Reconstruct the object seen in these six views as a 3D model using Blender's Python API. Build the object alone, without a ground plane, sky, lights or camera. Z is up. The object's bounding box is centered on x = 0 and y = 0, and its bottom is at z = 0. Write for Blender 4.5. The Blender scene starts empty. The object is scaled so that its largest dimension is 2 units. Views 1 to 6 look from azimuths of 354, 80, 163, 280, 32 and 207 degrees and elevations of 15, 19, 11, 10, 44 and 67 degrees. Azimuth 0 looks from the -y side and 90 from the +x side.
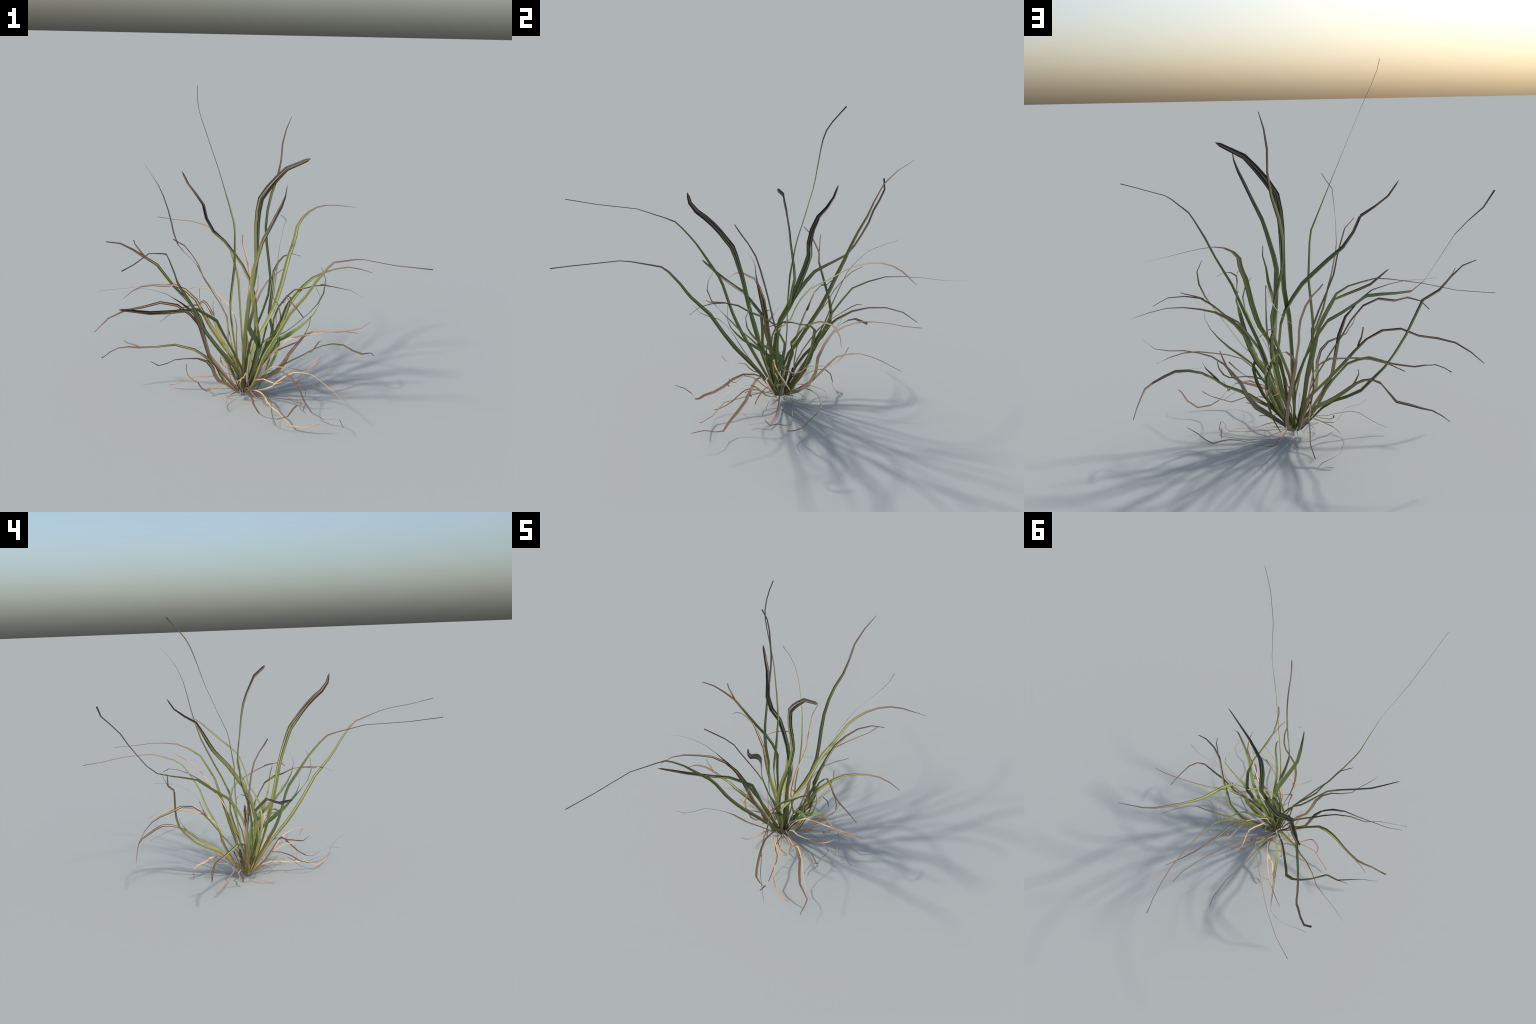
"""A wild grass tuft: flat strap-like leaf blades and dry straw leaves that fan out of one
crown.  Every leaf is described by a spine running from the crown to its tip; each spine
station gives (x, y, z in metres, blade width in mm, roll of the blade in degrees).  The
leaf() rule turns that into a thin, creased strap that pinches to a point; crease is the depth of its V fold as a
share of its width."""
import bpy, math, random
from mathutils import Vector

random.seed(7)
THICK = 0.05            # blade thickness as a share of its width


# ---------------------------------------------------------------- materials
class Graph:
    """Small helper that writes node graphs as expressions."""
    def __init__(self, name):
        self.mat = bpy.data.materials.new(name)
        self.mat.use_nodes = True
        self.t = self.mat.node_tree
        self.t.nodes.clear()

    def node(self, kind, **props):
        n = self.t.nodes.new(kind)
        for k, v in props.items():
            setattr(n, k, v)
        return n

    def put(self, socket, value):
        if isinstance(value, bpy.types.NodeSocket):
            self.t.links.new(value, socket)
        else:
            socket.default_value = value

    def math(self, op, a, b=0.0, c=0.0, clamp=False):
        n = self.node("ShaderNodeMath", operation=op, use_clamp=clamp)
        for s, v in zip(n.inputs, (a, b, c)):
            self.put(s, v)
        return n.outputs[0]

    def scalar(self, name):
        return self.node("ShaderNodeAttribute", attribute_name=name).outputs["Fac"]

    def curve(self, x, pts):
        n = self.node("ShaderNodeFloatCurve")
        c = n.mapping.curves[0]
        c.points[0].location = pts[0]
        c.points[1].location = pts[-1]
        for p in pts[1:-1]:
            c.points.new(*p)
        for p in c.points:
            p.handle_type = "VECTOR"
        n.mapping.update()
        self.put(n.inputs["Value"], x)
        return n.outputs[0]

    def ramp(self, x, stops):
        n = self.node("ShaderNodeValToRGB")
        e = n.color_ramp.elements
        while len(e) < len(stops):
            e.new(0.5)
        for el, (p, c) in zip(e, stops):
            el.position = p
            el.color = (*c, 1)
        self.put(n.inputs[0], x)
        return n.outputs[0]

    def mix(self, f, a, b):
        n = self.node("ShaderNodeMix", data_type="RGBA")
        self.put(n.inputs[0], f)
        for s, v in ((n.inputs[6], a), (n.inputs[7], b)):
            self.put(s, (*v, 1) if isinstance(v, tuple) else v)
        return n.outputs[2]

    def noise(self, x, y, z, detail=2.0):
        v = self.node("ShaderNodeCombineXYZ")
        for s, q in zip(v.inputs, (x, y, z)):
            self.put(s, q)
        n = self.node("ShaderNodeTexNoise")
        n.inputs["Scale"].default_value = 1.0
        n.inputs["Detail"].default_value = detail
        self.put(n.inputs["Vector"], v.outputs[0])
        return n.outputs["Fac"]

    def step(self, x, lo, hi):
        n = self.node("ShaderNodeMapRange", interpolation_type="SMOOTHSTEP")
        for s, v in zip(n.inputs, (x, lo, hi, 0.0, 1.0)):
            self.put(s, v)
        return n.outputs[0]

    def band(self, u, centre, half, soft=0.03):
        """1 inside a lengthwise band of the blade, 0 outside."""
        d = self.math("ABSOLUTE", self.math("SUBTRACT", u, centre))
        return self.step(self.math("SUBTRACT", half, d), -soft, soft)

    def finish(self, colour, rough=0.6, bump=None):
        p = self.node("ShaderNodeBsdfPrincipled")
        self.put(p.inputs["Base Color"], colour)
        p.inputs["Roughness"].default_value = rough
        p.inputs["Specular IOR Level"].default_value = 0.3
        if bump is not None:
            b = self.node("ShaderNodeBump")
            b.inputs["Strength"].default_value = 0.25
            b.inputs["Distance"].default_value = 0.001
            self.put(b.inputs["Height"], bump)
            self.t.links.new(b.outputs[0], p.inputs["Normal"])
        o = self.node("ShaderNodeOutputMaterial")
        self.t.links.new(p.outputs[0], o.inputs[0])
        return self.mat


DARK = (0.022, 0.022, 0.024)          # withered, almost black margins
GREEN, LIGHT, OLIVE = (0.138, 0.180, 0.053), (0.275, 0.315, 0.088), (0.170, 0.165, 0.050)
STRAW, TAN, BROWN = (0.600, 0.450, 0.270), (0.330, 0.215, 0.125), (0.235, 0.150, 0.100)
SHEATH = (0.270, 0.240, 0.105)
MURK = (0.105, 0.090, 0.048)          # dark grey-brown of the fine streaks and blade ends


def common(g):
    t, u = g.scalar("along"), g.scalar("across")
    rnd = g.node("ShaderNodeObjectInfo").outputs["Random"]
    seed = g.math("MULTIPLY", rnd, 37.0)
    streak = g.noise(g.math("MULTIPLY", u, 9.0), g.math("MULTIPLY", t, 2.2), seed, 3.0)
    fine = g.noise(g.math("MULTIPLY", u, 30.0), g.math("MULTIPLY", t, 6.0), seed, 2.0)
    blotch = g.noise(g.math("MULTIPLY", t, 14.0), g.math("MULTIPLY", u, 1.5), seed, 2.0)
    return t, u, rnd, streak, fine, blotch


def green_tissue(g, t, u, streak, fine, blotch, wither=0.80, light=0.4):
    """Green blade tissue: sheath at the foot, paler lengthwise band, straw rim, withering to the tip."""
    foot = g.ramp(t, [(0.0, SHEATH), (0.10, OLIVE), (0.24, GREEN), (0.62, GREEN), (wither - 0.1, OLIVE), (wither, BROWN), (0.96, MURK), (1.0, DARK)])
    rib = g.ramp(t, [(0.0, SHEATH), (0.2, LIGHT), (wither - 0.12, LIGHT), (wither, TAN), (0.95, BROWN), (1.0, DARK)])
    side = g.math("ADD", u, g.math("MULTIPLY", g.math("SUBTRACT", streak, 0.5), 0.22))
    c = g.mix(g.math("MULTIPLY", g.band(side, 0.68, 0.15, 0.07), min(1.0, light * 2.2)), foot, rib)
    c = g.mix(g.math("MULTIPLY", g.step(streak, 0.48, 0.64), light), c, rib)
    c = g.mix(g.math("MULTIPLY", g.step(fine, 0.5, 0.68), 0.45), c, MURK)
    c = g.mix(g.math("MULTIPLY", g.band(side, 0.50, 0.025, 0.03), 0.55), c, TAN)
    c = g.mix(g.math("MULTIPLY", g.step(blotch, 0.68, 0.76), 0.8), c, TAN)
    return c


def make_green(name, wither):
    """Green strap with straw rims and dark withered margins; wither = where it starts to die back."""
    g = Graph(name)
    t, u, rnd, streak, fine, blotch = common(g)
    c = green_tissue(g, t, u, streak, fine, blotch, wither)
    rim = g.math("SUBTRACT", 1.0, g.band(u, 0.5, 0.37, 0.04))
    c = g.mix(g.math("MULTIPLY", rim, 0.65), c, g.mix(0.5, OLIVE, TAN))
    wob = g.math("MULTIPLY", g.math("SUBTRACT", blotch, 0.5), 0.10)
    keep = g.band(u, g.math("ADD", 0.42, wob), g.curve(t, [(0, 0.62), (0.25, 0.50), (0.4, 0.455), (wither - 0.2, 0.44), (wither, 0.36), (1, 0.30)]))
    return g.finish(g.mix(keep, DARK, c), 0.55, fine)


def make_plain():
    """Young side blade: even green, only its point is withered."""
    g = Graph("young_blade")
    t, u, rnd, streak, fine, blotch = common(g)
    c = g.ramp(t, [(0.0, OLIVE), (0.15, (0.128, 0.178, 0.058)), (0.7, (0.145, 0.195, 0.064)), (0.86, OLIVE), (0.93, BROWN), (1.0, MURK)])
    c = g.mix(g.math("MULTIPLY", g.step(streak, 0.4, 0.7), 0.3), c, GREEN)
    c = g.mix(g.math("MULTIPLY", g.step(fine, 0.5, 0.7), 0.25), c, (0.085, 0.125, 0.045))
    return g.finish(c, 0.5, fine)


def make_twin():
    """Two strips of tissue with dark gaps that cross over near the withered end."""
    g = Graph("twin_strip_blade")
    t, u, rnd, streak, fine, blotch = common(g)
    c1 = green_tissue(g, t, u, streak, fine, blotch, 0.84, 0.25)
    c2 = g.ramp(t, [(0, SHEATH), (0.15, LIGHT), (0.74, LIGHT), (0.84, TAN), (1, BROWN)])
    c2 = g.mix(g.math("MULTIPLY", g.step(fine, 0.45, 0.7), 0.4), c2, OLIVE)
    s1 = g.band(u, g.curve(t, [(0, .32), (.5, .30), (.62, .29), (.72, .26), (.8, .32), (.88, .50), (1, .60)]),
                g.curve(t, [(0, .36), (.3, .31), (.5, .255), (.62, .20), (.72, .12), (.8, .055), (.88, .06), (.95, .10), (1, .12)]))
    s2 = g.band(u, g.curve(t, [(0, .78), (.4, .78), (.6, .78), (.7, .70), (.78, .52), (.84, .40), (.9, .52), (1, .60)]),
                g.curve(t, [(0, .26), (.35, .19), (.5, .13), (.6, .10), (.7, .055), (.78, .04), (.9, .04), (1, .06)]))
    s3 = g.band(u, g.curve(t, [(0, .06), (.55, .08), (.62, .18), (.68, .45), (.74, .80), (.8, .88), (.9, .74), (1, .62)]),
                g.curve(t, [(0, .05), (.5, .045), (.7, .03), (.85, .04), (1, .08)]), 0.025)
    scar = g.math("MULTIPLY", g.band(t, 0.53, 0.012, 0.006), g.band(u, 0.42, 0.09, 0.04))
    c1 = g.mix(scar, c1, TAN)
    c = g.mix(s1, DARK, c1)
    c = g.mix(s2, c, c2)
    c = g.mix(g.math("MULTIPLY", s3, g.step(t, 0.1, 0.3)), c, g.mix(0.5, TAN, OLIVE))
    return g.finish(c, 0.55, fine)


def make_flank(name, stops):
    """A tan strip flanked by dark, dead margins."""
    g = Graph(name)
    t, u, rnd, streak, fine, blotch = common(g)
    c = g.ramp(t, stops)
    c = g.mix(g.math("MULTIPLY", g.step(streak, 0.45, 0.7), 0.5), c, BROWN)
    wob = g.math("MULTIPLY", g.math("SUBTRACT", blotch, 0.5), 0.25)
    keep = g.band(u, g.math("ADD", g.curve(t, [(0, .5), (.6, .5), (.75, .58), (.88, .68), (1, .6)]), wob),
                  g.curve(t, [(0, .6), (.32, .5), (.45, .28), (.6, .19), (.8, .18), (.92, .22), (1, .4)]))
    return g.finish(g.mix(keep, DARK, c), 0.6, fine)


def make_dry(name, root, mid, tip, dark, body=0.46):
    g = Graph(name)
    t, u, rnd, streak, fine, blotch = common(g)
    c = g.ramp(t, [(0, root), (0.35, mid), (0.9, tip), (1.0, dark)])
    c = g.mix(g.math("MULTIPLY", g.step(streak, 0.42, 0.68), 0.45), c, tuple(0.6 * x for x in mid))
    c = g.mix(g.math("MULTIPLY", g.step(blotch, 0.58, 0.72), 0.4), c, dark)
    side = g.math("ADD", 0.5, g.math("MULTIPLY", g.math("SUBTRACT", rnd, 0.5), 0.12))
    keep = g.band(u, side, body, 0.04)
    return g.finish(g.mix(keep, tuple(0.16 * x for x in mid), c), 0.65, fine)


MATERIALS = {
    "green": make_green("green_blade", 0.88),
    "middle": make_green("half_withered_blade", 0.82),
    "early": make_green("withered_blade", 0.69),
    "plain": make_plain(),
    "dun": make_dry("dun_leaf", (0.36, 0.28, 0.17), (0.37, 0.27, 0.175), (0.30, 0.205, 0.14), (0.16, 0.12, 0.08), 0.44),
    "twin": make_twin(),
    "flank": make_flank("dark_margined_blade", [(0, SHEATH), (0.12, OLIVE), (0.22, LIGHT), (0.42, OLIVE), (0.55, (0.42, 0.27, 0.12)), (0.8, (0.40, 0.25, 0.16)), (1, BROWN)]),
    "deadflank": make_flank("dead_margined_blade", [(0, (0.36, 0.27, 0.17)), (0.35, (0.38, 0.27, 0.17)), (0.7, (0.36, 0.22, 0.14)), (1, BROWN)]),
    "straw": make_dry("straw_leaf", (0.42, 0.33, 0.18), STRAW, (0.46, 0.31, 0.18), BROWN),
    "brown": make_dry("brown_leaf", (0.36, 0.24, 0.14), (0.42, 0.255, 0.155), (0.32, 0.195, 0.125), (0.10, 0.07, 0.05)),
    "stub": make_dry("stub_leaf", SHEATH, OLIVE, MURK, DARK),
    "root": make_dry("hair_root", SHEATH, OLIVE, BROWN, DARK),
    "tine": make_dry("withered_tine", OLIVE, BROWN, (0.20, 0.13, 0.09), DARK),
}

# ---------------------------------------------------------------- building rule
TUFT = bpy.data.objects.new("grass_tuft", None)
bpy.context.scene.collection.objects.link(TUFT)
TUFT["label"] = "wild grass tuft with arching green and dry straw blades"
TUFT["category"] = "grass plant"
KIND = {"green": "leaf_blade", "middle": "leaf_blade", "early": "leaf_blade", "plain": "leaf_blade", "dun": "dry_leaf", "deadflank": "dry_leaf", "twin": "leaf_blade", "flank": "leaf_blade", "straw": "dry_leaf", "brown": "dry_leaf", "tine": "split_tip", "stub": "leaf_stub", "root": "hair_root"}


def frames(pts):
    """Tangent and side vectors along the spine; the side vector is carried from the foot up."""
    n = len(pts)
    tan = []
    for i in range(n):
        a, b = pts[max(i - 1, 0)], pts[min(i + 1, n - 1)]
        tan.append((b - a).normalized())
    m = tan[0].cross(Vector((0, 0, 1)))
    if m.length < 0.1:
        m = tan[0].cross(Vector((1, 0, 0)))
    m.normalize()
    side = []
    for d in tan:
        m = (m - d * m.dot(d)).normalized()
        side.append(m.copy())
    return tan, side


def pointed(spine):
    """A short slanting point at the end of a broad strap."""
    a, b = spine[-2], spine[-1]
    gap = (Vector(b[:3]) - Vector(a[:3])).length
    k = max(0.3, 1 - 0.022 / gap)
    mid = tuple(p + (q - p) * k for p, q in zip(a, b))
    return spine[:-1] + [mid[:3] + (max(mid[3], 0.75 * a[3]), mid[4]), b[:3] + (1, b[4])]


def leaf(style, crease, spine, mirror=False):
    if style == "twin":
        spine = pointed(spine)
    pts = [Vector(s[:3]) for s in spine]
    tan, ref = frames(pts)
    run = [0.0]
    for a, b in zip(pts, pts[1:]):
        run.append(run[-1] + (b - a).length)
    verts, faces, along, across = [], [], [], []
    cols = (0.0, 0.25, 0.5, 0.75, 1.0)
    n = len(pts)
    for i, (p, s) in enumerate(zip(pts, spine)):
        w, roll = s[3] / 1000.0, math.radians(s[4])
        side = ref[i] * math.cos(roll) + tan[i].cross(ref[i]) * math.sin(roll)
        up = side.cross(tan[i])
        fold = crease if style in ("straw", "brown", "dun") else crease * min(1.0, max(0.03, (s[3] - 4) / 8))
        for face in (1, -1):
            for u in cols:
                body = 1 - abs(2 * u - 1)
                off = (-fold * body + face * THICK * (0.15 + 0.35 * body)) * w
                q = p + side * (u - 0.5) * w + up * off
                verts.append(q)
                along.append(run[i] / run[-1])
                across.append(1 - u if mirror else u)
    k = len(cols)
    for i in range(n - 1):
        a, b = i * 2 * k, (i + 1) * 2 * k
        for j in range(k - 1):
            faces.append((a + j, a + j + 1, b + j + 1, b + j))
            faces.append((a + k + j + 1, a + k + j, b + k + j, b + k + j + 1))
        faces.append((a, b, b + k, a + k))
        faces.append((a + k - 1, a + 2 * k - 1, b + 2 * k - 1, b + k - 1))
    faces.append(tuple(range(k)) + tuple(range(2 * k - 1, k - 1, -1)))
    e = (n - 1) * 2 * k
    faces.append(tuple(e + q for q in tuple(range(k - 1, -1, -1)) + tuple(range(k, 2 * k))))
    me = bpy.data.meshes.new(KIND[style])
    me.from_pydata([v[:] for v in verts], [], faces)
    for name, data in (("along", along), ("across", across)):
        me.attributes.new(name, "FLOAT", "POINT").data.foreach_set("value", data)
    me.polygons.foreach_set("use_smooth", [True] * len(me.polygons))
    me.set_sharp_from_angle(angle=math.radians(32))
    me.materials.append(MATERIALS[style])
    ob = bpy.data.objects.new(KIND[style], me)
    bpy.context.scene.collection.objects.link(ob)
    ob.parent = TUFT
    return ob


# ---------------------------------------------------------------- the leaves
leaf("green", 0.35, [(0.019, 0.113, 0.030, 7, -120), (0.008, 0.115, 0.080, 8, -117), (-0.005, 0.122, 0.129, 10, -113), (-0.028, 0.142, 0.281, 11, -110), (-0.043, 0.149, 0.383, 12, -110), (-0.049, 0.149, 0.434, 11, -110), (-0.051, 0.149, 0.485, 11, -95), (-0.048, 0.149, 0.537, 13, -65), (-0.032, 0.153, 0.689, 14, -50), (-0.031, 0.176, 0.841, 10, -57), (-0.034, 0.187, 0.892, 10, -60), (-0.060, 0.223, 0.985, 8, -50), (-0.103, 0.274, 1.130, 5, -37), (-0.119, 0.288, 1.178, 5, -32), (-0.170, 0.323, 1.325, 6, -20), (-0.187, 0.337, 1.374, 7, -12), (-0.201, 0.358, 1.420, 7, -10), (-0.208, 0.389, 1.462, 7, -10), (-0.210, 0.424, 1.501, 7, -7), (-0.206, 0.459, 1.541, 7, 0)])
leaf("middle", 0.25, [(0.027, 0.131, 0.030, 9, -150), (0.027, 0.121, 0.115, 12, -150), (0.034, 0.121, 0.201, 15, -150), (0.053, 0.140, 0.282, 17, -145), (0.085, 0.178, 0.354, 19, -135), (0.119, 0.204, 0.430, 19, -130), (0.149, 0.234, 0.506, 20, -132), (0.163, 0.274, 0.584, 21, -138), (0.157, 0.314, 0.663, 21, -140), (0.149, 0.351, 0.743, 21, -140), (0.146, 0.389, 0.825, 19, -142), (0.157, 0.418, 0.909, 17, -150), (0.179, 0.446, 0.991, 16, -158), (0.212, 0.474, 1.072, 13, -158), (0.232, 0.500, 1.157, 10, -158), (0.242, 0.537, 1.241, 9, -165), (0.268, 0.593, 1.311, 6, -170), (0.303, 0.657, 1.368, 2, -170)])
leaf("twin", 0.25, [(0.033, 0.120, 0.030, 13, 60), (0.022, 0.101, 0.091, 17, 60), (0.014, 0.084, 0.153, 20, 60), (0.014, 0.074, 0.216, 23, 60), (0.018, 0.075, 0.281, 26, 63), (0.019, 0.076, 0.345, 27, 68), (0.024, 0.082, 0.408, 27, 68), (0.032, 0.096, 0.470, 27, 62), (0.043, 0.120, 0.528, 26, 60), (0.059, 0.140, 0.586, 25, 58), (0.070, 0.145, 0.649, 24, 52), (0.076, 0.155, 0.712, 24, 50), (0.075, 0.150, 0.776, 25, 47), (0.073, 0.131, 0.904, 27, 32), (0.077, 0.123, 0.968, 28, 28), (0.087, 0.111, 1.032, 30, 23), (0.120, 0.095, 1.086, 30, 18), (0.158, 0.076, 1.137, 27, 13), (0.200, 0.060, 1.185, 23, 7), (0.305, 0.007, 1.242, 9, -10)], mirror=True)
leaf("twin", 0.15, [(0.022, 0.089, 0.030, 11, 180), (0.062, 0.033, 0.190, 20, 180), (0.073, 0.015, 0.244, 23, 182), (0.078, -0.002, 0.299, 25, 187), (0.079, -0.018, 0.354, 25, 190), (0.072, -0.032, 0.409, 25, 212), (0.062, -0.047, 0.464, 26, 257), (0.049, -0.062, 0.517, 27, 277), (0.040, -0.075, 0.572, 27, 272), (0.028, -0.099, 0.682, 27, 270), (0.035, -0.113, 0.736, 27, 267), (0.057, -0.146, 0.841, 28, 257), (0.069, -0.166, 0.892, 29, 252), (0.098, -0.229, 0.980, 27, 249), (0.110, -0.264, 1.022, 27, 249), (0.120, -0.303, 1.061, 26, 249), (0.128, -0.345, 1.096, 24, 249), (0.137, -0.378, 1.141, 19, 244), (0.143, -0.391, 1.195, 10, 229)])
leaf("twin", 0.35, [(0.025, 0.130, 0.030, 13, -170), (0.047, 0.107, 0.104, 18, -170), (0.066, 0.086, 0.178, 22, -170), (0.081, 0.069, 0.254, 25, -170), (0.086, 0.061, 0.332, 27, -165), (0.078, 0.072, 0.410, 26, -155), (0.075, 0.088, 0.486, 26, -150), (0.069, 0.128, 0.551, 28, -150), (0.045, 0.164, 0.616, 30, -150), (0.015, 0.197, 0.677, 31, -150), (-0.027, 0.232, 0.731, 31, -153), (-0.072, 0.263, 0.784, 31, -158), (-0.130, 0.274, 0.833, 30, -165), (-0.166, 0.296, 0.895, 28, -172), (-0.182, 0.330, 0.961, 25, -175), (-0.216, 0.384, 1.001, 21, -180), (-0.256, 0.429, 1.046, 16, -188), (-0.287, 0.460, 1.107, 8, -190)])
leaf("early", 0.04, [(0.003, 0.128, 0.030, 5, -30), (-0.009, 0.111, 0.101, 7, -30), (-0.022, 0.097, 0.172, 8, -30), (-0.035, 0.090, 0.245, 10, -30), (-0.050, 0.094, 0.317, 11, -30), (-0.066, 0.112, 0.387, 13, -35), (-0.081, 0.142, 0.453, 16, -48), (-0.104, 0.182, 0.511, 20, -60), (-0.148, 0.227, 0.552, 22, -68), (-0.184, 0.276, 0.596, 21, -70), (-0.213, 0.330, 0.640, 18, -70), (-0.245, 0.396, 0.659, 16, -72), (-0.278, 0.462, 0.675, 14, -78), (-0.308, 0.529, 0.695, 13, -82), (-0.330, 0.583, 0.743, 12, -88), (-0.345, 0.627, 0.804, 11, -88), (-0.363, 0.668, 0.866, 11, -82), (-0.387, 0.700, 0.930, 11, -80), (-0.415, 0.741, 0.983, 10, -75), (-0.451, 0.778, 1.032, 10, -65), (-0.489, 0.783, 1.089, 10, -60)])
leaf("early", 0.25, [(0.037, 0.091, 0.030, 13, -60), (0.054, 0.064, 0.073, 16, -62), (0.068, 0.037, 0.118, 18, -67), (0.076, 0.009, 0.163, 20, -70), (0.083, -0.022, 0.206, 22, -70), (0.092, -0.090, 0.288, 22, -85), (0.100, -0.124, 0.328, 21, -90), (0.112, -0.155, 0.369, 22, -90), (0.141, -0.211, 0.454, 20, -90), (0.184, -0.288, 0.585, 18, -97), (0.237, -0.383, 0.699, 15, -98), (0.253, -0.410, 0.739, 14, -93), (0.270, -0.436, 0.782, 13, -90), (0.308, -0.492, 0.860, 10, -93), (0.326, -0.527, 0.893, 8, -82), (0.383, -0.666, 0.944, 5, -62), (0.405, -0.714, 0.957, 4, -60), (0.487, -0.859, 0.974, 4, -60), (0.519, -0.904, 0.982, 4, -62), (0.587, -0.994, 0.997, 4, -80)])
leaf("dun", 0.45, [(-0.006, 0.104, 0.030, 5, 30), (-0.049, 0.101, 0.106, 7, 30), (-0.067, 0.099, 0.191, 9, 30), (-0.066, 0.099, 0.278, 10, 30), (-0.064, 0.096, 0.364, 11, 32), (-0.072, 0.073, 0.448, 11, 32), (-0.109, 0.059, 0.524, 10, 25), (-0.151, 0.043, 0.596, 10, 20), (-0.190, 0.025, 0.667, 10, 17), (-0.215, 0.002, 0.739, 9, 15), (-0.247, -0.033, 0.798, 8, 15), (-0.280, -0.072, 0.849, 8, 5), (-0.333, -0.099, 0.886, 6, -20)])
leaf("brown", 0.04, [(0.040, 0.094, 0.031, 3, 0), (0.062, 0.071, 0.095, 5, 8), (0.086, 0.037, 0.152, 7, 8), (0.121, -0.009, 0.192, 10, -7), (0.176, -0.049, 0.208, 13, -10), (0.233, -0.083, 0.190, 16, -5), (0.269, -0.116, 0.142, 16, -5), (0.289, -0.160, 0.093, 16, -8), (0.319, -0.206, 0.056, 14, -10), (0.371, -0.243, 0.038, 10, -10), (0.411, -0.285, 0.061, 8, -15), (0.426, -0.342, 0.083, 6, -25), (0.430, -0.405, 0.075, 3, -30)])
leaf("early", 0.45, [(0.020, 0.139, 0.030, 7, -40), (0.023, 0.175, 0.082, 9, -40), (0.023, 0.209, 0.134, 11, -45), (0.022, 0.240, 0.190, 12, -55), (0.021, 0.261, 0.249, 13, -55), (0.018, 0.275, 0.310, 13, -45), (0.015, 0.305, 0.364, 13, -37), (0.013, 0.333, 0.420, 12, -32), (0.010, 0.356, 0.478, 12, -27), (0.007, 0.375, 0.537, 12, -22), (-0.004, 0.402, 0.592, 11, -20), (-0.019, 0.431, 0.644, 10, -20), (-0.036, 0.462, 0.695, 9, -20), (-0.065, 0.505, 0.730, 8, -20), (-0.098, 0.553, 0.753, 7, -20), (-0.132, 0.601, 0.774, 6, -20), (-0.169, 0.651, 0.778, 5, -20), (-0.205, 0.700, 0.778, 4, -20), (-0.244, 0.747, 0.777, 4, -18), (-0.327, 0.836, 0.765, 4, -10), (-0.425, 0.910, 0.764, 4, -10)])
leaf("early", 0.25, [(0.019, 0.088, 0.030, 11, -110), (0.013, 0.064, 0.079, 14, -110), (-0.000, 0.041, 0.127, 16, -110), (-0.040, -0.010, 0.217, 20, -110), (-0.065, -0.035, 0.259, 21, -110), (-0.120, -0.084, 0.341, 21, -110), (-0.147, -0.106, 0.385, 21, -110), (-0.174, -0.125, 0.429, 20, -110), (-0.200, -0.141, 0.474, 20, -110), (-0.238, -0.172, 0.572, 18, -107), (-0.260, -0.193, 0.617, 17, -102), (-0.301, -0.250, 0.699, 15, -100), (-0.318, -0.279, 0.742, 13, -100), (-0.328, -0.309, 0.786, 11, -100), (-0.339, -0.343, 0.826, 10, -100), (-0.350, -0.379, 0.866, 9, -97), (-0.361, -0.418, 0.902, 8, -87), (-0.376, -0.466, 0.919, 6, -72), (-0.426, -0.617, 0.961, 4, -55), (-0.474, -0.834, 0.979, 4, -60), (-0.508, -0.997, 1.002, 4, -60)])
leaf("twin", 0.45, [(0.003, 0.099, 0.030, 8, -150), (0.013, 0.069, 0.099, 11, -150), (0.008, 0.043, 0.171, 14, -150), (-0.022, 0.026, 0.239, 16, -148), (-0.054, 0.020, 0.307, 17, -140), (-0.091, 0.025, 0.374, 18, -135), (-0.124, 0.022, 0.444, 18, -135), (-0.173, -0.019, 0.490, 17, -130), (-0.223, -0.061, 0.534, 16, -125), (-0.294, -0.100, 0.541, 17, -130), (-0.368, -0.135, 0.548, 18, -138), (-0.441, -0.170, 0.558, 18, -138), (-0.508, -0.212, 0.582, 14, -138), (-0.576, -0.254, 0.605, 8, -150)], mirror=True)
leaf("straw", 0.45, [(0.043, 0.128, 0.030, 5, 120), (0.073, 0.172, 0.088, 7, 98), (0.066, 0.171, 0.165, 9, 78), (0.050, 0.175, 0.241, 9, 65), (0.040, 0.189, 0.317, 10, 50), (0.042, 0.213, 0.389, 10, 35), (0.044, 0.249, 0.455, 10, 28), (0.057, 0.292, 0.514, 9, 23), (0.064, 0.335, 0.572, 9, 20), (0.055, 0.369, 0.632, 9, 20), (0.045, 0.415, 0.681, 8, 23), (0.032, 0.465, 0.721, 7, 25), (0.038, 0.521, 0.752, 5, 20)])
leaf("middle", 0.45, [(0.003, 0.131, 0.030, 8, 41), (-0.062, 0.211, 0.147, 14, 41), (-0.096, 0.261, 0.194, 16, 41), (-0.132, 0.321, 0.229, 17, 39), (-0.166, 0.376, 0.269, 19, 36), (-0.190, 0.423, 0.325, 19, 34), (-0.237, 0.443, 0.381, 18, 21), (-0.286, 0.441, 0.440, 17, 6), (-0.334, 0.430, 0.497, 16, -4), (-0.418, 0.404, 0.621, 16, -21), (-0.482, 0.418, 0.659, 14, -23), (-0.541, 0.402, 0.704, 11, -23), (-0.603, 0.385, 0.742, 8, -21), (-0.675, 0.368, 0.756, 5, -8)])
leaf("tine", 0.35, [(-0.485, 0.421, 0.664, 10, -53), (-0.531, 0.434, 0.724, 7, -43), (-0.539, 0.440, 0.747, 5, -43)])
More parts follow.
